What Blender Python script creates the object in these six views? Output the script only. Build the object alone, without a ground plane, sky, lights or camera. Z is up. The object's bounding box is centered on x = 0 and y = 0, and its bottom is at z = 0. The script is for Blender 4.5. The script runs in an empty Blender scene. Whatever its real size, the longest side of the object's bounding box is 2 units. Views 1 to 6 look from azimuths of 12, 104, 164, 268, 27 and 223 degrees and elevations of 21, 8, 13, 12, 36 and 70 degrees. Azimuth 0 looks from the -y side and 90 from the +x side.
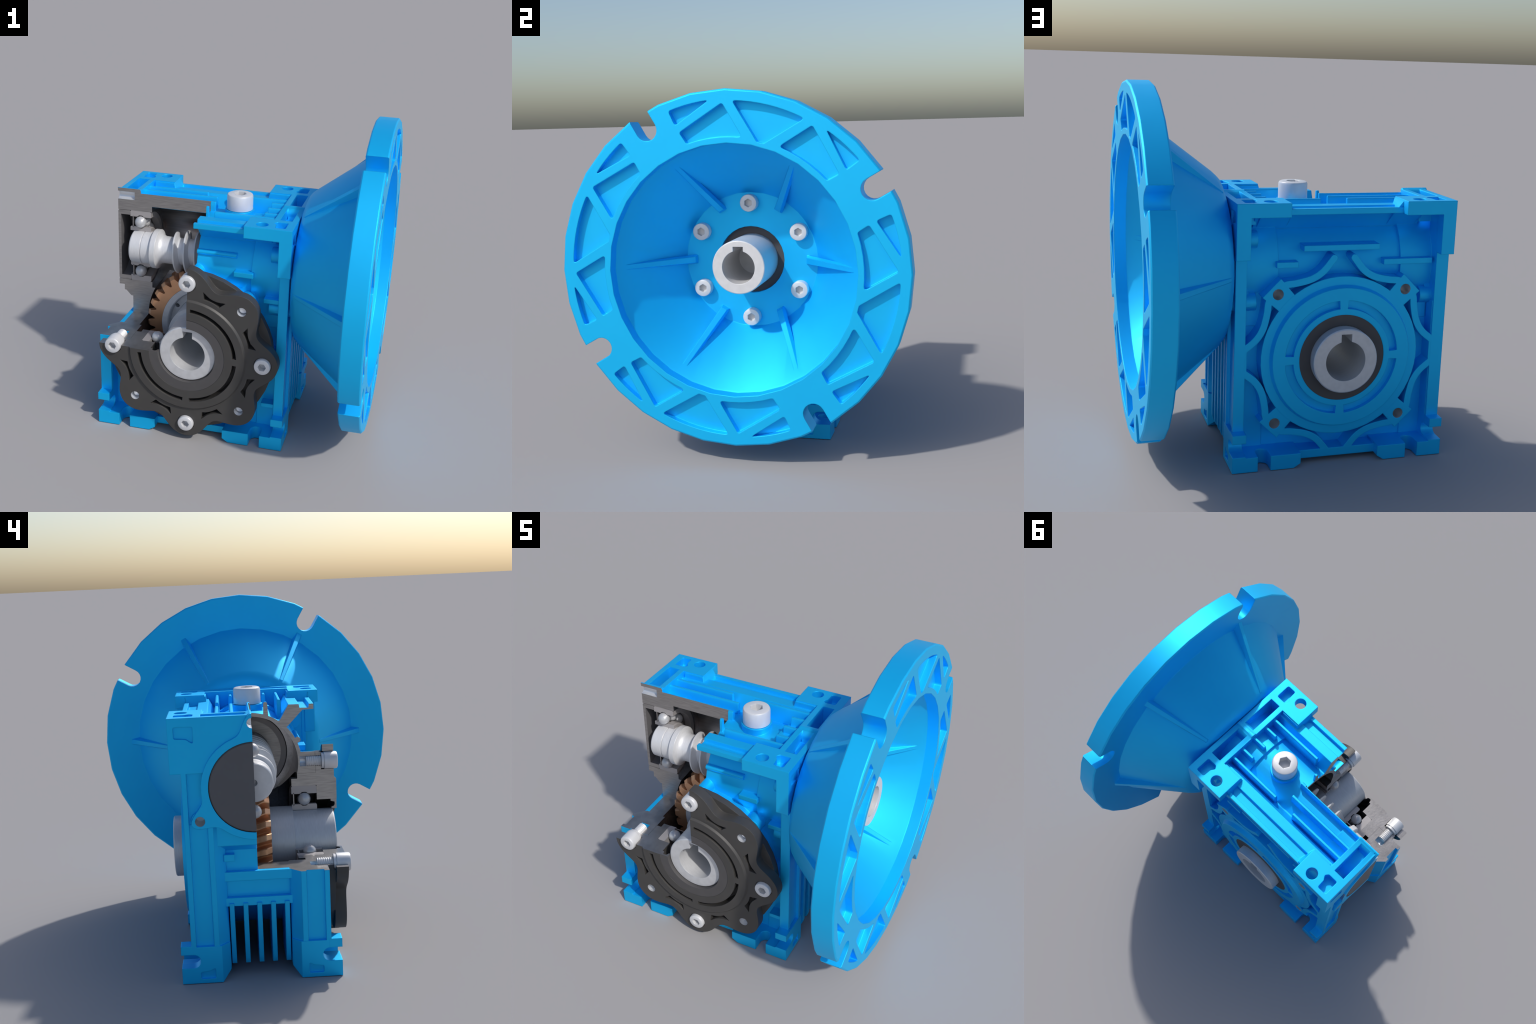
import bpy, bmesh, math
from math import sin, cos, pi, radians, hypot
from mathutils import Vector, Matrix

# ------------------------------------------------------------------ frame
GX, GZ = -0.237, 0.592          # output (wheel) axis, along y
WZ = 1.057                      # worm axis, along x, y = 0
X0, X1 = -0.831, 0.354          # housing end faces
CUT_X, CUT_Z = -0.237, 0.593    # quarter cut away: x < CUT_X, y < 0, z > CUT_Z
scene = bpy.context.scene


# ------------------------------------------------------------------ materials
def principled(name, col, rough=0.5, metal=0.0, bump=0.0, bscale=60, stretch=(1, 1, 1),
               var=0.0, vscale=8, bevel=0.0, coat=0.0, rvar=0.0, spec=0.5):
    m = bpy.data.materials.new(name)
    m.use_nodes = True
    nt = m.node_tree
    b = nt.nodes["Principled BSDF"]
    b.inputs["Base Color"].default_value = (*col, 1)
    b.inputs["Roughness"].default_value = rough
    b.inputs["Metallic"].default_value = metal
    b.inputs["Coat Weight"].default_value = coat
    b.inputs["Coat Roughness"].default_value = 0.25
    b.inputs["Specular IOR Level"].default_value = spec
    tc = nt.nodes.new("ShaderNodeTexCoord")
    mp = nt.nodes.new("ShaderNodeMapping")
    mp.inputs["Scale"].default_value = stretch
    nt.links.new(tc.outputs["Object"], mp.inputs["Vector"])
    if var > 0 or rvar > 0:
        n = nt.nodes.new("ShaderNodeTexNoise")
        n.inputs["Scale"].default_value = vscale
        n.inputs["Detail"].default_value = 5
        nt.links.new(mp.outputs["Vector"], n.inputs["Vector"])
        if var > 0:
            r = nt.nodes.new("ShaderNodeValToRGB")
            r.color_ramp.elements[0].position = 0.3
            r.color_ramp.elements[1].position = 0.7
            r.color_ramp.elements[0].color = (*[c * (1 - var) for c in col], 1)
            r.color_ramp.elements[1].color = (*[min(1, c * (1 + var)) for c in col], 1)
            nt.links.new(n.outputs["Fac"], r.inputs["Fac"])
            nt.links.new(r.outputs["Color"], b.inputs["Base Color"])
        if rvar > 0:
            mr = nt.nodes.new("ShaderNodeMapRange")
            mr.inputs["To Min"].default_value = rough - rvar
            mr.inputs["To Max"].default_value = rough + rvar
            nt.links.new(n.outputs["Fac"], mr.inputs["Value"])
            nt.links.new(mr.outputs["Result"], b.inputs["Roughness"])
    last = None
    if bevel > 0:
        bv = nt.nodes.new("ShaderNodeBevel")
        bv.samples = 4
        bv.inputs["Radius"].default_value = bevel
        last = bv
    if bump > 0:
        n2 = nt.nodes.new("ShaderNodeTexNoise")
        n2.inputs["Scale"].default_value = bscale
        n2.inputs["Detail"].default_value = 3
        nt.links.new(mp.outputs["Vector"], n2.inputs["Vector"])
        bp = nt.nodes.new("ShaderNodeBump")
        bp.inputs["Strength"].default_value = bump
        bp.inputs["Distance"].default_value = 0.004
        nt.links.new(n2.outputs["Fac"], bp.inputs["Height"])
        if last:
            nt.links.new(last.outputs["Normal"], bp.inputs["Normal"])
        last = bp
    if last:
        nt.links.new(last.outputs["Normal"], b.inputs["Normal"])
    return m


BLUE = principled("blue_enamel", (0.006, 0.535, 1.0), 0.49, 0.58, var=0.02, vscale=5,
                  bevel=0.006, spec=0.5)
DARK = principled("dark_cast_paint", (0.050, 0.048, 0.046), 0.5, var=0.05, bevel=0.005)
CUTM = principled("sawn_iron", (0.39, 0.375, 0.365), 0.34, 0.92, var=0.16, vscale=7,
                  stretch=(2, 2, 22), bump=0.12, bscale=40)
INNER = principled("machined_interior", (0.46, 0.465, 0.48), 0.28, 0.95, var=0.12, vscale=6,
                   stretch=(1, 12, 12))
STEEL = principled("brushed_steel", (0.66, 0.67, 0.69), 0.42, 0.25, var=0.05, vscale=30,
                   stretch=(10, 1, 1), bevel=0.004)
STEEL_Y = principled("brushed_steel_turned", (0.60, 0.61, 0.63), 0.42, 0.3, var=0.06, vscale=30,
                     stretch=(1, 10, 1), bevel=0.004)
ZINC = principled("zinc_screw", (0.68, 0.69, 0.71), 0.40, 0.25, var=0.04, vscale=20, bevel=0.004)
RACE = principled("bearing_race", (0.42, 0.40, 0.40), 0.42, 0.4, var=0.03, vscale=20)
BALL = principled("polished_ball", (0.52, 0.53, 0.55), 0.25, 0.3)
BRONZE = principled("bronze", (0.72, 0.39, 0.215), 0.34, 0.70, var=0.08, vscale=12, bevel=0.003)
RUBBER = principled("dark_rubber", (0.070, 0.067, 0.069), 0.6, var=0.04, vscale=20)
CAPM = principled("cap_grey", (0.115, 0.112, 0.118), 0.55, var=0.03, vscale=10)
HOLE = principled("threaded_hole", (0.72, 0.74, 0.77), 0.32, 0.6)  # base colour lightened for the daylight caught on hole walls and bottoms


# ------------------------------------------------------------------ mesh helpers
def make(verts, faces):
    me = bpy.data.meshes.new("tmp")
    me.from_pydata([tuple(v) for v in verts], [], faces)
    bm = bmesh.new()
    bm.from_mesh(me)
    bmesh.ops.remove_doubles(bm, verts=bm.verts, dist=1e-7)
    bmesh.ops.recalc_face_normals(bm, faces=bm.faces)
    bm.to_mesh(me)
    bm.free()
    return me


def axpt(axis, a, u, v):
    """a along axis; x: (u,v)=(y,z)   y: (u,v)=(x,z)   z: (u,v)=(x,y)"""
    return {'x': (a, u, v), 'y': (u, a, v), 'z': (u, v, a)}[axis]


def box(xa, xb, ya, yb, za, zb):
    x0, x1 = sorted((xa, xb)); y0, y1 = sorted((ya, yb)); z0, z1 = sorted((za, zb))
    v = [(x, y, z) for x in (x0, x1) for y in (y0, y1) for z in (z0, z1)]
    f = [(0, 1, 3, 2), (4, 6, 7, 5), (0, 4, 5, 1), (2, 3, 7, 6), (0, 2, 6, 4), (1, 5, 7, 3)]
    return make(v, f)


def hexa(pts):
    """8 points: bottom ring 0-3, top ring 4-7"""
    f = [(0, 1, 2, 3), (7, 6, 5, 4), (0, 4, 5, 1), (1, 5, 6, 2), (2, 6, 7, 3), (3, 7, 4, 0)]
    return make(pts, f)


def prism(axis, poly, a0, a1):
    n = len(poly)
    v = [axpt(axis, a0, *p) for p in poly] + [axpt(axis, a1, *p) for p in poly]
    f = [tuple(range(n)), tuple(range(2 * n - 1, n - 1, -1))]
    f += [(i, (i + 1) % n, n + (i + 1) % n, n + i) for i in range(n)]
    return make(v, f)


def circle(cu, cv, r, n=48, a0=0.0, a1=None):
    if a1 is None:
        return [(cu + r * cos(a0 + 2 * pi * i / n), cv + r * sin(a0 + 2 * pi * i / n)) for i in range(n)]
    return [(cu + r * cos(a0 + (a1 - a0) * i / n), cv + r * sin(a0 + (a1 - a0) * i / n)) for i in range(n + 1)]


def cyl(axis, cu, cv, r, a0, a1, n=48):
    return prism(axis, circle(cu, cv, r, n, pi / n), a0, a1)


def lathe(axis, cu, cv, prof, n=64, closed=True):
    """prof: list of (a, r). closed loop for rings; open profiles should start/end at r=0."""
    v, f, m = [], [], len(prof)
    for i in range(n):
        t = 2 * pi * i / n
        for a, r in prof:
            v.append(axpt(axis, a, cu + r * cos(t), cv + r * sin(t)))
    for i in range(n):
        j = (i + 1) % n
        for k in range(m if closed else m - 1):
            l = (k + 1) % m
            q = [i * m + k, i * m + l, j * m + l, j * m + k]
            if prof[k][1] == 0:
                q = [i * m + k, i * m + l, j * m + l]
            if prof[l][1] == 0:
                q = [i * m + k, i * m + l, j * m + k]
            if prof[k][1] == 0 and prof[l][1] == 0:
                continue
            f.append(tuple(q))
    return make(v, f)


def slot_poly(c, d, w, L, n=10):
    """U slot from centre c outwards along unit direction d, half width w, straight length L"""
    px, py = -d[1], d[0]
    a = math.atan2(py, px)
    pts = [(c[0] + w * cos(a + pi * i / n), c[1] + w * sin(a + pi * i / n)) for i in range(n + 1)]
    pts += [(c[0] - px * w + d[0] * L, c[1] - py * w + d[1] * L),
            (c[0] + px * w + d[0] * L, c[1] + py * w + d[1] * L)]
    return pts


def round_poly(poly, r, n=4):
    """round the corners of a 2D polygon"""
    out = []
    m = len(poly)
    for i in range(m):
        p = Vector(poly[i]); a = Vector(poly[i - 1]); b = Vector(poly[(i + 1) % m])
        da, db = (a - p), (b - p)
        la, lb = da.length, db.length
        da.normalize(); db.normalize()
        ang = da.angle(db)
        t = min(r / math.tan(ang / 2), la * 0.45, lb * 0.45)
        s, e = p + da * t, p + db * t
        for k in range(n + 1):
            u = k / n
            q = s * (1 - u) ** 2 + p * 2 * u * (1 - u) + e * u * u
            out.append((q.x, q.y))
    return out


def sweep_poly(path, w):
    """2D strip outline of half width w with round start/end along path"""
    L, R = [], []
    m = len(path)
    for i in range(m):
        a = Vector(path[max(0, i - 1)]); b = Vector(path[min(m - 1, i + 1)])
        d = (b - a).normalized(); nrm = Vector((-d.y, d.x))
        p = Vector(path[i])
        L.append(p + nrm * w); R.append(p - nrm * w)
    d = (Vector(path[-1]) - Vector(path[-2])).normalized()
    n = Vector((-d.y, d.x)); e = Vector(path[-1])
    cap = [e + n * w * cos(t) + d * w * sin(t) for t in (pi * k / 6 for k in range(1, 6))]
    return [tuple(p) for p in L + cap + R[::-1]]


def bez(pts, n=14):
    """smooth open path through control points (Catmull-Rom)"""
    P = [Vector(p) for p in pts]
    P = [2 * P[0] - P[1]] + P + [2 * P[-1] - P[-2]]
    out = []
    segs = len(P) - 3
    per = max(2, n // segs)
    for i in range(segs):
        a, b, c, d = P[i:i + 4]
        for k in range(per):
            t = k / per
            out.append(0.5 * ((2 * b) + (c - a) * t + (2 * a - 5 * b + 4 * c - d) * t * t
                              + (3 * b - a - 3 * c + d) * t ** 3))
    out.append(P[-2])
    return [tuple(p) for p in out]


_oa = bpy.data.objects.new("op_a", bpy.data.meshes.new("e"))
_ob = bpy.data.objects.new("op_b", bpy.data.meshes.new("e"))
scene.collection.objects.link(_oa)
scene.collection.objects.link(_ob)
_mod = _oa.modifiers.new("b", 'BOOLEAN')
_mod.object = _ob
_mod.solver = 'MANIFOLD'


def boolean(a, b, op):
    _oa.data, _ob.data = a, b
    _mod.operation = op
    bpy.context.view_layer.update()
    dg = bpy.context.evaluated_depsgraph_get()
    return bpy.data.meshes.new_from_object(_oa.evaluated_get(dg), depsgraph=dg)


def union(*parts):
    a = parts[0]
    for b in parts[1:]:
        a = boolean(a, b, 'UNION')
    return a


def minus(a, *parts):
    for b in parts:
        a = boolean(a, b, 'DIFFERENCE')
    return a


def cutaway(me):
    return boolean(me, box(-2, CUT_X, -2, 0, CUT_Z, 3), 'DIFFERENCE')


def is_section(c, n):
    e = 2e-4
    if abs(c.y) < e and n.y < -.99 and c.x < CUT_X + e and c.z > CUT_Z - e:
        return True
    if abs(c.x - CUT_X) < e and n.x < -.99 and c.y < e and c.z > CUT_Z - e:
        return True
    if abs(c.z - CUT_Z) < e and n.z > .99 and c.y < e and c.x < CUT_X + e:
        return True
    return False


def finish(me, name, mats, parent=None, rule=None, angle=32, tidy=True):
    """mats: list; rule(face centre, normal) -> material index"""
    me.name = name
    bm = bmesh.new()
    bm.from_mesh(me)
    if tidy:
        bmesh.ops.remove_doubles(bm, verts=bm.verts, dist=2e-5)
        bmesh.ops.dissolve_degenerate(bm, edges=bm.edges, dist=1e-5)
    bm.normal_update()
    me.materials.clear()
    for m in mats:
        me.materials.append(m)
    for f in bm.faces:
        f.smooth = True
        f.material_index = rule(f.calc_center_median(), f.normal, f) if rule else 0
    bm.to_mesh(me)
    bm.free()
    me.set_sharp_from_angle(angle=radians(angle))
    ob = bpy.data.objects.new(name, me)
    scene.collection.objects.link(ob)
    if parent:
        ob.parent = parent
    return ob


def copy_of(ob, parent, mat):
    o = ob.copy()
    scene.collection.objects.link(o)
    o.parent = parent
    o.matrix_local = mat
    return o


root = bpy.data.objects.new("worm_gearbox", None)
scene.collection.objects.link(root)
root["label"] = "blue cutaway worm gearbox with large round motor flange"
root["category"] = "gearbox"


# ------------------------------------------------------------------ housing
def ex(s, d):
    """distance d inwards from the end face on side s"""
    return X0 + d if s < 0 else X1 - d


def beam_profile(sy):
    p = [(.229, 1.3895), (.288, 1.3885), (.292, 1.368), (.342, 1.366), (.346, 1.388), (.371, 1.388),
         (.371, 1.358), (.308, 1.356), (.217, 1.262), (.15, 1.25), (.15, 1.30), (.176, 1.30)]
    return [(y * sy, z) for y, z in p]


def radial_lobe(c, ang, r_in, w_in, r_out, w_out):
    d = (cos(ang), sin(ang)); n = (-d[1], d[0])
    return [(c[0] + d[0] * r + n[0] * w, c[1] + d[1] * r + n[1] * w)
            for r, w in ((r_in, w_in), (r_out, w_out), (r_out, -w_out), (r_in, -w_in))]


LOBES = [radians(a) for a in (90, -30, 210)]


def boss_outline(n=150):
    """round bearing boss whose rim swells into three screw lobes"""
    pts = []
    for i in range(n):
        t = 2 * pi * i / n
        r = .274
        for a in LOBES:
            d = math.degrees(abs((t - a + pi) % (2 * pi) - pi))
            r += .105 * math.exp(-(d / 10.0) ** 2.2)
        pts.append((r * cos(t), WZ + r * sin(t)))
    return pts


def rib_section(y, zt=1.411, w=.011):
    z0 = WZ + math.sqrt(.285 ** 2 - y * y) - .008
    return [(y - w - .004, z0), (y - w, zt - .010), (y - w * .55, zt - .0015), (y + w * .55, zt - .0015),
            (y + w, zt - .010), (y + w + .004, z0)]


def build_housing():
    solid = []
    cut1 = []
    add2 = []
    cut2 = []
    # side walls around the wheel chamber
    solid.append(box(-.752, .275, -.276, .276, .055, .80))
    solid.append(box(-.752, .275, -.288, .288, .76, 1.10))
    for s in (-1, 1):
        # upper end wall with the two top slots
        solid.append(box(ex(s, 0), ex(s, .139), -.262, .262, 1.29, 1.428))
        solid.append(box(ex(s, 0), ex(s, .06), -.4279, .4279, 1.141, 1.4275))
        # recessed end panel
        solid.append(box(ex(s, .022), ex(s, .068), -.36, .36, .745, 1.36))
        solid.append(prism('y', [(ex(s, .022), .80), (ex(s, .022), .756), (ex(s, .067), .709),
                                 (ex(s, .12), .709), (ex(s, .12), .80)], -.20, .20))
        solid.append(box(ex(s, .083), ex(s, .125), -.20, .20, .44, .82))
        # cross beams over the cooling fins
        if s < 0:
            solid.append(box(ex(s, .051), ex(s, .12), -.187, .187, .542, .5925))
            solid.append(box(ex(s, .051), ex(s, .12), -.187, .187, .403, .449))
        for sy in (-1, 1):
            # corner column with ribs on the end face
            solid.append(box(ex(s, .012 if s > 0 else 0), ex(s, .07), .345 * sy, .3715 * sy, .08, 1.36))
            solid.append(prism('z', [(ex(s, .02), .36 * sy), (ex(s, .073), .36 * sy), (ex(s, .075), .282 * sy),
                                     (ex(s, .19), .282 * sy), (ex(s, .19), .167 * sy), (ex(s, .060), .167 * sy), (ex(s, .004), .222 * sy),
                                     (ex(s, .004), .249 * sy), (ex(s, .02), .252 * sy)], .06, .87))
            solid.append(box(ex(s, .002), ex(s, .05), .222 * sy, .2500 * sy, .06, .88))
            # top corner pad: L shaped
            pad = [(ex(s, 0), .428 * sy), (ex(s, .279), .428 * sy), (ex(s, .279), .252 * sy), (ex(s, 0), .252 * sy)]
            solid.append(prism('z', pad, 1.356, 1.428))
            solid.append(box(ex(s, 0), ex(s, .0735), .365 * sy, .428 * sy, 1.141, 1.428))
            solid.append(hexa([(ex(s, .15), .225 * sy, 1.27), (ex(s, .312), .225 * sy, 1.27),
                               (ex(s, .312), .36 * sy, 1.375), (ex(s, .15), .36 * sy, 1.375),
                               (ex(s, .15), .245 * sy, 1.42), (ex(s, .279), .245 * sy, 1.42),
                               (ex(s, .279), .37 * sy, 1.42), (ex(s, .15), .37 * sy, 1.42)]))
            # foot: corner block, base plate and knob
            foot = [(ex(s, 0), .372 * sy), (ex(s, .072), .372 * sy), (ex(s, .072), .281 * sy), (ex(s, .188), .281 * sy),
                    (ex(s, .188), .166 * sy), (ex(s, .050), .166 * sy), (ex(s, 0), .211 * sy)]
            solid.append(prism('z', foot, 0, .205))
            cut1.append(prism('x', [(.14 * sy, -.02), (.222 * sy, -.02), (.212 * sy, 0), (.165 * sy, .052), (.14 * sy, .052)],
                              ex(s, -.02), ex(s, .2)))
            solid.append(box(ex(s, 0), ex(s, .072), .36 * sy, .428 * sy, 0, .094))
            solid.append(box(ex(s, -.0005), ex(s, .0725), .36 * sy, .4283 * sy, .163, .211))
            plate = [(ex(s, .001), 0), (ex(s, .336), 0), (ex(s, .374), .024), (ex(s, .374), .081), (ex(s, .001), .081)]
            solid.append(prism('y', plate, .212 * sy, .4279 * sy))
            cut1.append(prism('z', slot_poly((ex(s, .1735), .362 * sy), (0, sy), .0355, .1), -.01, .083))
            cut1.append(prism('x', slot_poly((.362 * sy, .125), (sy, 0), .0372, .1), ex(s, -.01), ex(s, .078)))
            # lightening pockets in pads, end faces and feet
            hx, hy = ex(s, .187), .365 * sy
            cut1.append(prism('z', round_poly([(ex(s, .047), .398 * sy), (ex(s, .108), .398 * sy),
                                               (ex(s, .110), .345 * sy), (ex(s, .128), .318 * sy),
                                               (ex(s, .112), .298 * sy), (ex(s, .047), .298 * sy)], .012), 1.375, 1.45))
            cut2.append(cyl('z', hx, hy, .036, 1.30, 1.45, 32))
            pf = [(.299 * sy, 1.381), (.397 * sy, 1.383), (.397 * sy, 1.323), (.335 * sy, 1.318), (.299 * sy, 1.292)]
            cut1.append(prism('x', round_poly(pf, .01), ex(s, -.02), ex(s, .012)))
            qf = [(.328 * sy, .024), (.250 * sy, .024), (.250 * sy, .085), (.275 * sy, .068), (.328 * sy, .062)]
            cut1.append(prism('x', round_poly(qf, .009), ex(s, -.02), ex(s, .014)))
        # top slots and tunnel between the feet
        for sy in (-1, 1):
            cut1.append(box(ex(s, .034), ex(s, .106), .012 * sy, .258 * sy, 1.20, 1.45))
        # tube ends, bolt lobes, boss plate
        add2.append(cyl('x', 0, WZ, .312, ex(s, .032), ex(s, .252), 64))
        df = -.0125 if s < 0 else 0.002
        add2.append(prism('x', boss_outline(), ex(s, df), ex(s, .10)))
        for a in LOBES:
            cy, cz = .331 * cos(a), WZ + .331 * sin(a)
            add2.append(cyl('x', cy, cz, .047, ex(s, .01), ex(s, .135), 28))
            cut2.append(cyl('x', cy, cz, .026, ex(s, -.03), ex(s, .098), 24))
        if s > 0:
            for a in (30, 150, -90):
                a = radians(a)
                add2.append(cyl('x', .331 * cos(a), WZ + .331 * sin(a), .047, ex(s, .01), ex(s, .135), 28))
        # window tabs
        for sy in (-1, 1):
            add2.append(box(ex(s, .045), ex(s, .09), .120 * sy, .176 * sy, .652, .690))
    cut1.append(box(-1, 1, -.165, .165, -.1, .4035))
    # bottom bridge between feet, side beams below the top pads
    for sy in (-1, 1):
        solid.append(box(-.47, 0, .16 * sy, .3715 * sy, .024, .070))
        solid.append(prism('x', beam_profile(sy), -.70, .225))
    # worm tube and wheel chamber
    add2.append(cyl('x', 0, WZ, .295, -.70, .24, 64))
    add2.append(cyl('y', GX, GZ, .452, -.2755, .2755, 64))
    # the two ribs that the section runs through
    add2.append(prism('x', rib_section(0), -.206, -.70))
    add2.append(prism('x', rib_section(-.098), -.222, -.70))
    # filler plug boss
    add2.append(cyl('z', -.055, 0, .089, 1.30, 1.383, 40))
    # far side: output ring with eight curved arms and four screw lobes
    add2.append(cyl('y', GX, GZ, .437, .24, .372, 56))
    add2.append(lathe('y', GX, GZ, [(.30, 0), (.30, .392), (.372, .392), (.400, .380), (.400, 0)], 64, closed=False))
    arm = bez([(.362, .372), (.315, .401), (.255, .409), (.175, .428), (.113, .466), (.056, .535)], 25)
    for su in (1, -1):
        for sw in (1, -1):
            for swap in (0, 1):
                pth = [((v, u) if swap else (u, v)) for u, v in arm]
                pth = [(GX + su * u, GZ + sw * v) for u, v in pth]
                add2.append(prism('y', sweep_poly(pth, .0185), .24, .3712))
            c = (GX, GZ)
            a = math.atan2(sw, su)
            add2.append(prism('y', radial_lobe(c, a, .39, .055, .548, .068), .24, .3714))
            cut2.append(cyl('y', GX + su * .353, GZ + sw * .353, .029, .25, .40, 24))
    # arm ends melt into posts and bottom beam
    for sx in (1, -1):
        add2.append(box(GX + sx * .512, GX + sx * .56, .24, .3708, GZ - .062, GZ + .062))
    add2.append(box(GX - .06, GX + .06, .24, .3708, .024, .066))
    # near side: ring that carries the bolted cover
    add2.append(cyl('y', GX, GZ, .462, -.24, -.3715, 64))
    for k in range(8):
        a = k * pi / 4
        add2.append(cyl('y', GX + .465 * cos(a), GZ + .465 * sin(a), .056, -.24, -.3713, 28))
    # cast bars on both sides
    for sy in (1, -1):
        add2.append(box(.118, .003, .25 * sy, .34 * sy, 1.076, 1.106))
        add2.append(box(-.472, -.751, .25 * sy, .34 * sy, 1.076, 1.106))
    add2.append(box(-.024, -.441, .22, .344, 1.161, 1.191))
    add2.append(prism('x', circle(-.274, 1.184, .017, 16), -.46, .005))
    add2.append(box(.19, .30, -.25, -.345, .935, .962))
    add2.append(box(.20, .30, -.25, -.345, .240, .266))
    # arc grooves on the far ring
    for k in range(4):
        a0, a1 = k * pi / 2 + radians(4.5), (k + 1) * pi / 2 - radians(4.5)
        g = circle(GX, GZ, .313, 20, a0, a1) + circle(GX, GZ, .268, 20, a1, a0)
        cut2.append(prism('y', g, .372, .42))
    # bores
    cut2.append(cyl('x', 0, WZ, .274, -.620, .120, 64))
    cut2.append(cyl('x', 0, WZ, .2365, -.90, .40, 64))
    cut2.append(cyl('y', GX, GZ, .410, -.172, .172, 64))
    cut2.append(cyl('y', GX, GZ, .395, -.40, -.10, 64))
    cut2.append(cyl('y', GX, GZ, .320, .10, .365, 64))
    cut2.append(cyl('y', GX, GZ, .236, .2, .45, 64))
    for k in range(8):
        a = k * pi / 4
        cut2.append(cyl('y', GX + .465 * cos(a), GZ + .465 * sin(a), .030, -.283, -.40, 24))
    me = union(*solid)
    me = minus(me, *cut1)
    me = union(me, *add2)
    me = minus(me, *cut2)
    return me


def housing_rule(c, n, f):
    if is_section(c, n):
        return 1
    dw = max(hypot(v.co.y, v.co.z - WZ) for v in f.verts)
    dg = max(hypot(v.co.x - GX, v.co.z - GZ) for v in f.verts)
    if dw < .2752 and -.835 < c.x < .36:
        return 2
    if dg < .4112 and -.372 < c.y < .366 and not (abs(n.y) > .9 and n.y * c.y > 0):
        return 2
    for a in LOBES:                      # threaded end holes
        if max(hypot(v.co.y - .331 * cos(a), v.co.z - WZ - .331 * sin(a)) for v in f.verts) < .0265 \
                and not CUT_X - .45 < c.x < .25:
            return 3
    for k in range(8):
        a = k * pi / 4
        if hypot(c.x - GX - .465 * cos(a), c.z - GZ - .465 * sin(a)) < .031 and c.y < -.28 and abs(n.y) < .9:
            return 3
    if c.y > .2:
        for su in (1, -1):
            for sw in (1, -1):
                if max(hypot(v.co.x - GX - su * .353, v.co.z - GZ - sw * .353) for v in f.verts) < .0295:
                    return 3
    return 0


housing = finish(cutaway(build_housing()), "housing", [BLUE, CUTM, INNER, HOLE], root, housing_rule)

# cooling fins between the feet, both ends
fin_poly = [(-.790, .42), (-.758, .105), (-.753, .082), (-.745, .066), (-.68, .046), (-.46, .040), (-.46, .20), (-.53, .262), (-.635, .42)]
fin_me = make(*(lambda p: ([(x, y, z) for y in (-.0125, .0125) for x, z in p],
                           [tuple(range(len(p))), tuple(range(2 * len(p) - 1, len(p) - 1, -1))] +
                           [(i, (i + 1) % len(p), len(p) + (i + 1) % len(p), len(p) + i) for i in range(len(p))]))(fin_poly))
fin = finish(fin_me, "cooling_fin", [BLUE], housing)
fin.location.y = -.147
for k in range(1, 5):
    copy_of(fin, housing, Matrix.Translation((0, -.147 + .0735 * k, 0)))
# the row on the flange side is taller and reaches the end face
tall_poly = [(.344, .700), (.344, .095), (.336, .068), (.27, .046), (-.014, .040), (-.014, .20), (.056, .262), (.161, .42),
             (.19, .592), (.19, .715), (.30, .735)]
tall = finish(prism('y', tall_poly, -.0125, .0125), "cooling_fin", [BLUE], housing)
tall.location.y = -.147
for k in range(1, 5):
    copy_of(tall, housing, Matrix.Translation((0, -.147 + .0735 * k, 0)))


# stiffening ribs on top of the worm tube (round topped, standing on the tube)
def top_rib(xa, xb, y):
    return prism('x', rib_section(y), xa, xb)


def rib_rule(c, n, f):
    return 1 if is_section(c, n) else 0


for xa, xb, y in [(.218, -.161, -.180), (.218, -.156, .177), (.218, .125, -.104), (.218, .123, -.003), (.218, .123, .098),
                  (-.222, -.70, .098), (-.305, -.70, .178)]:
    finish(top_rib(xa, xb, y), "stiffening_rib", [BLUE, CUTM], housing, rib_rule)


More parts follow.
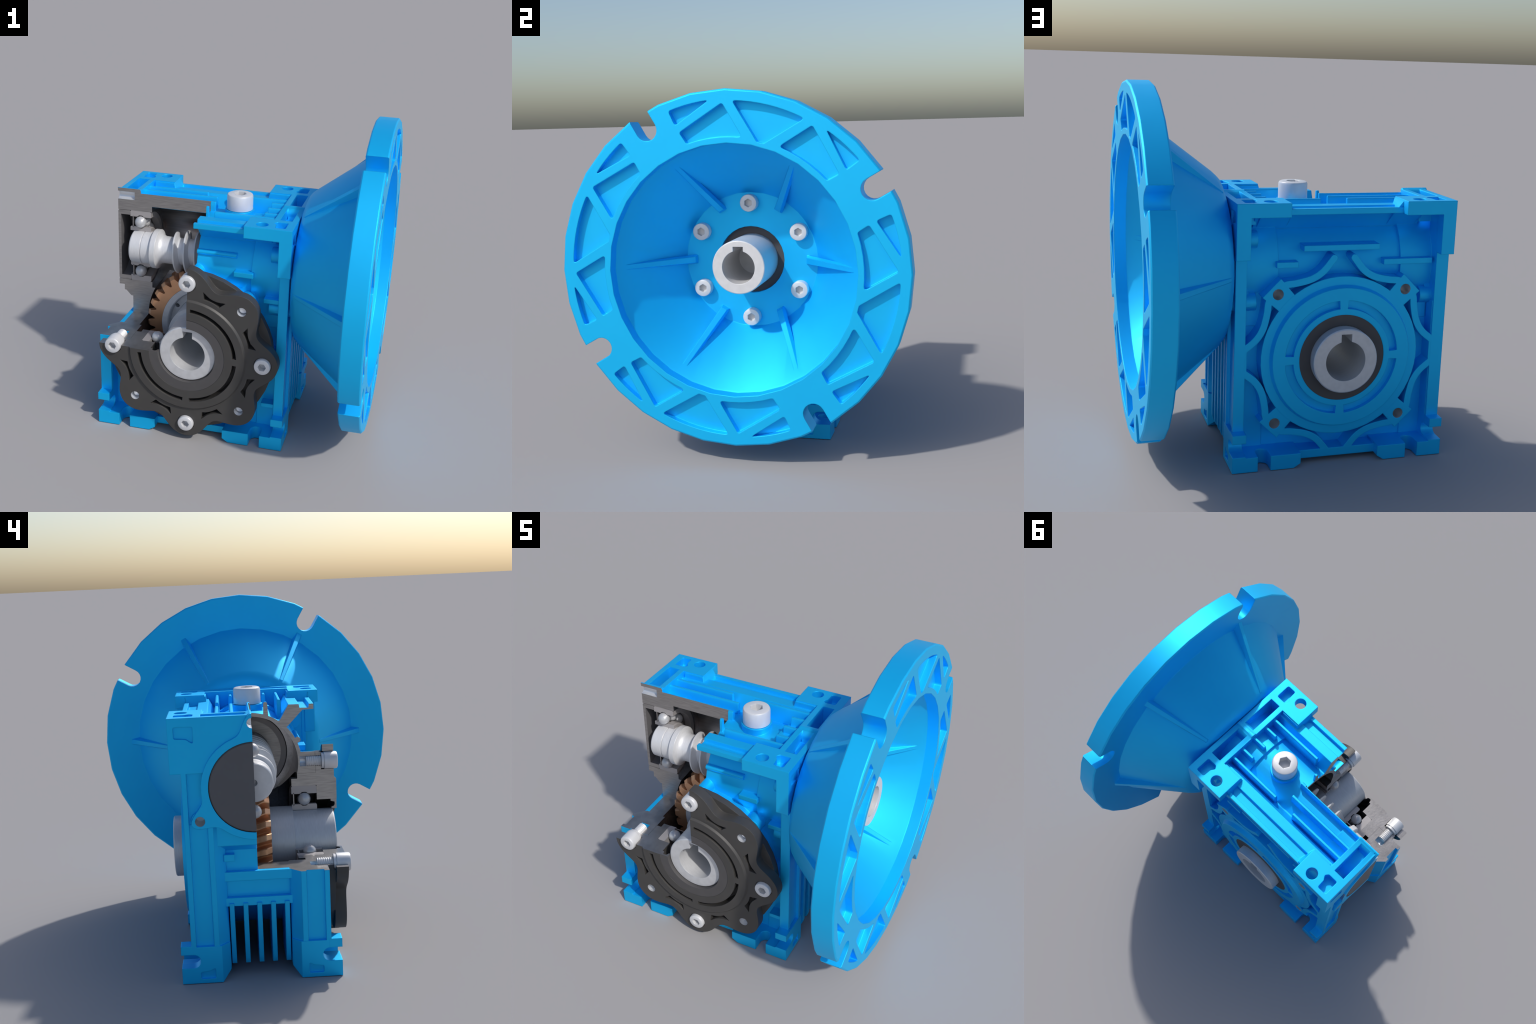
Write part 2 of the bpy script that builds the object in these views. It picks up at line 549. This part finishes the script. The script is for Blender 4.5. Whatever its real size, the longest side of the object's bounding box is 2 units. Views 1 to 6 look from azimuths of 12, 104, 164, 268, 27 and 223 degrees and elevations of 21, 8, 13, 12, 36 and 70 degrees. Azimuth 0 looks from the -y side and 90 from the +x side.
# ------------------------------------------------------------------ motor flange
def build_flange():
    RO = .941
    prof = [(.845, .668), (.845, RO - .008), (.838, RO), (.727, RO), (.720, RO - .007), (.725, .722), (.40, .478), (.372, .452),
            (.358, .41), (.358, .19), (.400, .19), (.400, .383), (.770, .662), (.775, .668)]
    me = lathe('x', 0, WZ, [(a, r * 1.002) for a, r in prof], 32)
    for k in range(6):
        a = k * pi / 3
        d = Vector((0, cos(a), sin(a))); n = Vector((0, -sin(a), cos(a)))

        def P(r, x, w):
            return Vector((x, 0, WZ)) + d * r + n * w
        # inner rib, tapering to nothing on the cone
        me = union(me, hexa([P(.316, .385, -.026), P(.316, .385, .026), P(.66, .715, .018), P(.66, .715, -.018),
                             P(.324, .434, -.017), P(.324, .434, .017), P(.66, .757, .012), P(.66, .757, -.012)]))
        # outer rib, largest at the flange plate
        me = union(me, hexa([P(.70, .735, -.032), P(.70, .735, .032), P(.43, .385, .022), P(.43, .385, -.022),
                             P(.785, .735, -.016), P(.785, .735, .016), P(.468, .385, .010), P(.468, .385, -.010)]))
    for k in range(4):
        a = radians(30 + 90 * k)
        d = (cos(a), sin(a))
        me = minus(me, prism('x', slot_poly((.857 * d[0], WZ + .857 * d[1]), d, .057, .2), .6, .95))
    # pocket pattern, mirrored about the middle of each quarter
    base = radians(75)

    def pol(r, deg):
        return (r * cos(base + radians(deg)), r * sin(base + radians(deg)))

    def arc(r, d0, d1, n=5):
        return [pol(r, d0 + (d1 - d0) * i / n) for i in range(n + 1)]
    for k in range(4):
        R = Matrix.Rotation(k * pi / 2, 2)
        for s in (-1, 1):
            tri = arc(.890, s * 35, s * 20.5) + [pol(.808, s * 34.6)]
            quad = arc(.700, s * 8, s * 32.6) + [pol(.768, s * 34.0), pol(.872, s * 16.0)]
            for pg in (tri, quad):
                pg = round_poly(pg, .014, 4)
                me = minus(me, prism('x', [(v.x, v.y + WZ) for v in (R @ Vector(p) for p in pg)], .806, .9))
        mid = arc(.882, -12.6, 12.6, 8) + [pol(.690, 1.5), pol(.690, -1.5)]
        mid = round_poly(mid, .011, 4)
        me = minus(me, prism('x', [(v.x, v.y + WZ) for v in (R @ Vector(p) for p in mid)], .806, .9))
    for k in range(6):
        a = radians(30 + 60 * k)
        me = minus(me, cyl('x', .325 * cos(a), WZ + .325 * sin(a), .028, .3, .5, 20))
    return me


flange = finish(build_flange(), "motor_flange", [BLUE], root, angle=30)


# ------------------------------------------------------------------ screws
def hex_poly(r):
    return circle(0, 0, r, 6)


def cap_screw(hr, hl, sr, sl, hexr, thread=True):
    """socket head cap screw along +z: head 0..hl, shank 0..-sl"""
    prof = [(0, 0), (0, hr * .97), (hl * .02, hr), (hl * .86, hr), (hl * .96, hr * .95), (hl, hr * .84), (hl, 0)]
    head = lathe('z', 0, 0, prof, 40, closed=False)
    head = minus(head, prism('z', hex_poly(hexr), hl * .45, hl * 1.2))
    p = [(.004, 0), (.004, sr)]
    if thread:
        n = max(4, int(sl / .0125))
        plain = sl * .12
        p.append((-plain, sr))
        for i in range(n):
            z = -plain - (sl - plain) * (i + .25) / n
            p.append((z, sr * .88))
            p.append((z - (sl - plain) / n * .5, sr * 1.02))
    p += [(-sl, sr * .8), (-sl, 0)]
    shank = lathe('z', 0, 0, p, 28, closed=False)
    return union(head, shank)


cover_screw_me = cap_screw(.0500, .077, .0300, .105, .025)
flange_screw_me = cap_screw(.049, .048, .026, .10, .024)

# ------------------------------------------------------------------ side cover
def build_cover():
    N = 192
    outline = []
    for i in range(N):
        t = 2 * pi * i / N
        c8 = cos(8 * t)
        r = .512 + .0480 * c8 - .004 * cos(16 * t)
        outline.append((GX + r * cos(t), GZ + r * sin(t)))
    me = prism('y', outline, -.414, -.478)
    me = union(me, cyl('y', GX, GZ, .515, -.3725, -.4145, 40),
               lathe('y', GX, GZ, [(-.40, 0), (-.40, .364), (-.478, .364), (-.490, .354), (-.490, 0)], 64, closed=False),
               cyl('y', GX, GZ, .394, -.265, -.38, 64),
               cyl('y', GX, GZ, .364, -.230, -.38, 64))
    cuts = [cyl('y', GX, GZ, .320, -.20, -.375, 64), cyl('y', GX, GZ, .2345, -.2, -.6, 56)]
    for k in range(4):
        a0, a1 = k * pi / 2 + radians(4), (k + 1) * pi / 2 - radians(4)
        g = circle(GX, GZ, .308, 24, a0, a1) + circle(GX, GZ, .284, 24, a1, a0)
        cuts.append(prism('y', g, -.418, -.6))
    for k in range(8):
        a = (k + .5) * pi / 4

        def P(r, deg):
            return (GX + r * cos(a + radians(deg)), GZ + r * sin(a + radians(deg)))
        bow = [P(.434, -9.7), P(.412, -3.5), P(.409, 0), P(.412, 3.5), P(.434, 9.7),
               P(.388, 7.4), P(.391, 3.5), P(.392, 0), P(.391, -3.5), P(.388, -7.4)]
        cuts.append(prism('y', bow, -.428, -.6))
        a = k * pi / 4
        c = (GX + .465 * cos(a), GZ + .465 * sin(a))
        if k % 2 == 0:
            cuts.append(cyl('y', c[0], c[1], .0535, -.405, -.6, 32))
            cuts.append(cyl('y', c[0], c[1], .031, -.30, -.6, 24))
        else:
            cuts.append(cyl('y', c[0], c[1], .0275, -.30, -.6, 24))
    return minus(me, *cuts)


def cover_rule(c, n, f):
    if is_section(c, n):
        return 1
    for k in range(1, 8, 2):
        a = k * pi / 4
        if hypot(c.x - GX - .465 * cos(a), c.z - GZ - .465 * sin(a)) < .028:
            return 2
    return 0


cover = finish(cutaway(build_cover()), "side_cover", [DARK, CUTM, HOLE], root, cover_rule, angle=35)

ROT_Y = Matrix.Rotation(pi / 2, 4, 'X')       # +z -> -y
washer_me = lathe('z', 0, 0, [(0, .031), (0, .0455), (-.015, .0455), (-.015, .031)], 32)
first = None
for k in range(4):
    a = k * pi / 2
    m = Matrix.Translation((GX + .465 * cos(a), -.421, GZ + .465 * sin(a))) @ ROT_Y
    if first is None:
        first = finish(cover_screw_me, "cap_screw", [ZINC], root, angle=40)
        first.matrix_local = m
        w0 = finish(washer_me, "spring_washer", [ZINC], first, angle=40)
    else:
        o = copy_of(first, root, m)
        copy_of(w0, o, Matrix.Identity(4))

glint_plug_me = lathe('z', 0, 0, [(0, 0), (0, .022), (-.004, .0262), (-.06, .0262), (-.06, 0)], 24, closed=False)  # pale cylinder modelled to show the lit inside of a cover hole
glint_plug = None
for k in range(3):
    a = (45, -45, 225)[k] * pi / 180
    m = Matrix.Translation((GX + .465 * cos(a), -.442, GZ + .465 * sin(a))) @ ROT_Y
    if glint_plug is None:
        glint_plug = finish(glint_plug_me, "hole_glint_plug", [HOLE], cover, angle=40)
        glint_plug.matrix_local = m
    else:
        copy_of(glint_plug, cover, m)

ROT_X = Matrix.Rotation(pi / 2, 4, 'Y')       # +z -> +x
fs = None
for k in range(6):
    a = radians(30 + 60 * k)
    m = Matrix.Translation((.4005, .325 * cos(a), WZ + .325 * sin(a))) @ ROT_X
    if fs is None:
        fs = finish(flange_screw_me, "flange_screw", [ZINC], root, angle=40)
        fs.matrix_local = m
    else:
        copy_of(fs, root, m)

plug = finish(cap_screw(.0795, .096, .05, .06, .039, thread=False), "filler_plug", [ZINC], root, angle=40)
plug.location = (-.055, 0, 1.3842)


# ------------------------------------------------------------------ bearings
def ring_rule(c, n, f):
    return 1 if is_section(c, n) else 0


def bearing(axis, cu, cv, a0, a1, r0, r1, r2, r3, ball_r, shield_at, nballs, cut, parent):
    """r0..r1 inner race, r2..r3 outer race"""
    am, rm = (a0 + a1) / 2, (r1 + r2) / 2
    b = .006 if a1 > a0 else -.006
    g = ball_r * .62

    def race(ri, ro, groove_outer):
        p = [(a0, ri), (a0, ro - abs(b)), (a0 + b, ro)]
        if groove_outer:
            p += [(am - g, ro), (am - g * .5, ro - .010), (am + g * .5, ro - .010), (am + g, ro)]
        p += [(a1 - b, ro), (a1, ro - abs(b)), (a1, ri)]
        if not groove_outer:
            p += [(am + g, ri), (am + g * .5, ri + .010), (am - g * .5, ri + .010), (am - g, ri)]
        me = lathe(axis, cu, cv, p, 64)
        return cutaway(me) if cut else me
    outer = finish(race(r2, r3, False), "bearing", [RACE, RACE], parent, ring_rule)
    finish(race(r0, r1, True), "inner_race", [RACE, RACE], outer, ring_rule)
    t = .006
    sh = lathe(axis, cu, cv, [(shield_at, r1 - .006), (shield_at, r2 + .006), (shield_at + t, r2 + .006), (shield_at + t, r1 - .006)], 64)
    finish(cutaway(sh) if cut else sh, "bearing_shield", [CUTM], outer)
    bm = bmesh.new()
    bmesh.ops.create_uvsphere(bm, u_segments=24, v_segments=14, radius=ball_r)
    bme = bpy.data.meshes.new("ball")
    bm.to_mesh(bme)
    bm.free()
    ball0 = None
    for k in range(nballs):
        t = 2 * pi * k / nballs
        pos = axpt(axis, am, cu + rm * cos(t), cv + rm * sin(t))
        if cut and pos[0] < CUT_X - .01 and pos[1] < -.01 and pos[2] > CUT_Z + .005:
            continue
        if ball0 is None:
            ball0 = finish(bme, "ball", [BALL], outer, tidy=False)
            ball0.location = pos
        else:
            copy_of(ball0, outer, Matrix.Translation(pos))
    return outer


bearing('y', GX, GZ, -.228, -.3745, .177, .211, .273, .3195, .037, -.243, 12, True, root)
bearing('y', GX, GZ, .228, .3645, .177, .211, .273, .3195, .037, .237, 12, False, root)
bearing('x', 0, WZ, -.763, -.627, .1045, .133, .198, .236, .037, -.748, 12, True, root)
bearing('x', 0, WZ, .122, .264, .1045, .133, .198, .236, .037, .126, 12, False, root)

# seals and end cap
seal = lathe('y', GX, GZ, [(-.4885, .2343), (-.4885, .1775), (-.460, .1775), (-.458, .186), (-.474, .192),
                           (-.478, .200), (-.478, .216), (-.455, .222), (-.455, .2343)], 64)
finish(cutaway(seal), "shaft_seal", [RUBBER, CUTM], root, ring_rule)
seal2 = lathe('y', GX, GZ, [(.3985, .2355), (.3985, .1775), (.37, .1775), (.37, .2355)], 64)
finish(seal2, "shaft_seal", [RUBBER], root)
seal3 = lathe('x', 0, WZ, [(.371, .2355), (.371, .147), (.34, .147), (.34, .2355)], 64)
finish(seal3, "input_seal", [RUBBER], root)
cap = lathe('x', 0, WZ, [(-.8438, 0), (-.8438, .228), (-.838, .2345), (-.764, .2345), (-.764, .206), (-.826, .206), (-.826, 0)], 64, closed=True)
finish(cutaway(cap), "end_cap", [CAPM, CUTM], root, ring_rule)


# ------------------------------------------------------------------ worm shaft
def build_worm():
    pitch, ro, rc = .068, .138, .086
    core = [(-.742, 0), (-.742, .098), (-.735, .104), (-.670, .104), (-.6685, .099), (-.6655, .099), (-.664, .104), (-.606, .104),
            (-.604, .120), (-.599, .125), (-.567, .125), (-.564, .118), (-.559, .106), (-.551, .096), (-.541, .090), (-.528, rc), (-.40, rc),
            (.02, rc), (.06, rc), (.075, .098), (.10, .119), (.107, .125), (.135, .125), (.142, .120), (.1445, .1042), (.31, .1042),
            (.315, .146), (.682, .146), (.686, .142), (.686, 0)]
    me = lathe('x', 0, WZ, core, 72, closed=False)
    # helical thread: closed ribbon with trapezoid section
    turns_x0, turns_x1 = -.472, .018
    nt = 40
    total = int((turns_x1 - turns_x0) / pitch * nt)
    v, f = [], []
    for i in range(total + 1):
        t = 2 * pi * i / nt
        x = turns_x0 + pitch * i / nt
        fade = min(1, i / (nt * .35), (total - i) / (nt * .35))
        h = (rc - .006) + (ro - rc + .006) * (max(.08, fade) ** .6)
        for dx, r in ((-.018, rc - .006), (-.0048, h), (.0048, h), (.018, rc - .006)):
            v.append((x + dx, r * cos(t), WZ + r * sin(t)))
    for i in range(total):
        for k in range(4):
            l = (k + 1) % 4
            f.append((i * 4 + k, i * 4 + l, (i + 1) * 4 + l, (i + 1) * 4 + k))
    f.append((0, 1, 2, 3)); f.append(tuple(total * 4 + k for k in (3, 2, 1, 0)))
    me = union(me, make(v, f))
    me = minus(me, cyl('x', 0, WZ, .091, .34, .8, 48), box(.34, .8, -.028, .028, WZ, WZ + .112),
               lathe('x', 0, WZ, [(-.78, 0), (-.78, .018), (-.740, .018), (-.715, .012), (-.715, 0)], 20, closed=False))
    return me


finish(build_worm(), "worm_shaft", [STEEL], root, angle=35)


# ------------------------------------------------------------------ worm wheel and output shaft
def build_rim():
    teeth, per = 32, 8
    rows = [(-.088, .5), (-.060, 1.0), (-.048, .98), (-.025, .70), (0, .6), (.025, .70), (.048, .98), (.060, 1.0), (.088, .5)]
    prof = [0, .10, .92, 1, 1, .92, .10, 0]
    ph = [0, .10, .26, .32, .70, .76, .92, .98]
    n = teeth * per
    v, f = [], []
    for y, h in rows:
        tip, root_r = .350 + .040 * h, .336 - .012 * (1 - abs(y) / .088)
        for i in range(n):
            t, k = divmod(i, per)
            a = 2 * pi * (t + ph[k]) / teeth + y * .62
            r = root_r + (tip - root_r) * prof[k]
            v.append((GX + r * cos(a), y, GZ + r * sin(a)))
    nr = len(rows)
    for y in (-.088, .088):
        for i in range(n):
            t, k = divmod(i, per)
            a = 2 * pi * (t + ph[k]) / teeth + y * .62
            v.append((GX + .288 * cos(a), y, GZ + .288 * sin(a)))
    A, B = nr * n, (nr + 1) * n
    for j in range(nr - 1):
        for i in range(n):
            l = (i + 1) % n
            f.append((j * n + i, j * n + l, (j + 1) * n + l, (j + 1) * n + i))
    for i in range(n):
        l = (i + 1) % n
        f.append((i, l, A + l, A + i))
        f.append(((nr - 1) * n + i, (nr - 1) * n + l, B + l, B + i))
        f.append((A + i, A + l, B + l, B + i))
    return make(v, f)


rim = finish(build_rim(), "worm_wheel", [BRONZE], root, angle=25, tidy=False)
hub = lathe('y', GX, GZ, [(-.0885, .2875), (-.0885, .252), (-.082, .246), (-.044, .240), (-.044, .1995), (.044, .1995), (.044, .240),
                          (.082, .246), (.0885, .252), (.0885, .2875)], 64)
for k in range(8):
    a = (k + .35) * pi / 4
    hub = minus(hub, cyl('y', GX + .226 * cos(a), GZ + .226 * sin(a), .014, -.2, .2, 16))
finish(hub, "wheel_hub", [STEEL_Y], rim)
shaft = lathe('y', GX, GZ, [(-.466, 0), (-.466, .170), (-.460, .1755), (-.2275, .1755), (-.2275, .199), (.2275, .199), (.2275, .1755),
                            (.455, .1755), (.460, .170), (.460, 0)], 72, closed=False)
shaft = minus(shaft, cyl('y', GX, GZ, .109, -.6, .6, 56), box(GX - .029, GX + .029, -.6, .6, GZ, GZ + .147))
finish(shaft, "output_shaft", [STEEL_Y], root, angle=35)

for o in (_oa, _ob):
    bpy.data.objects.remove(o)
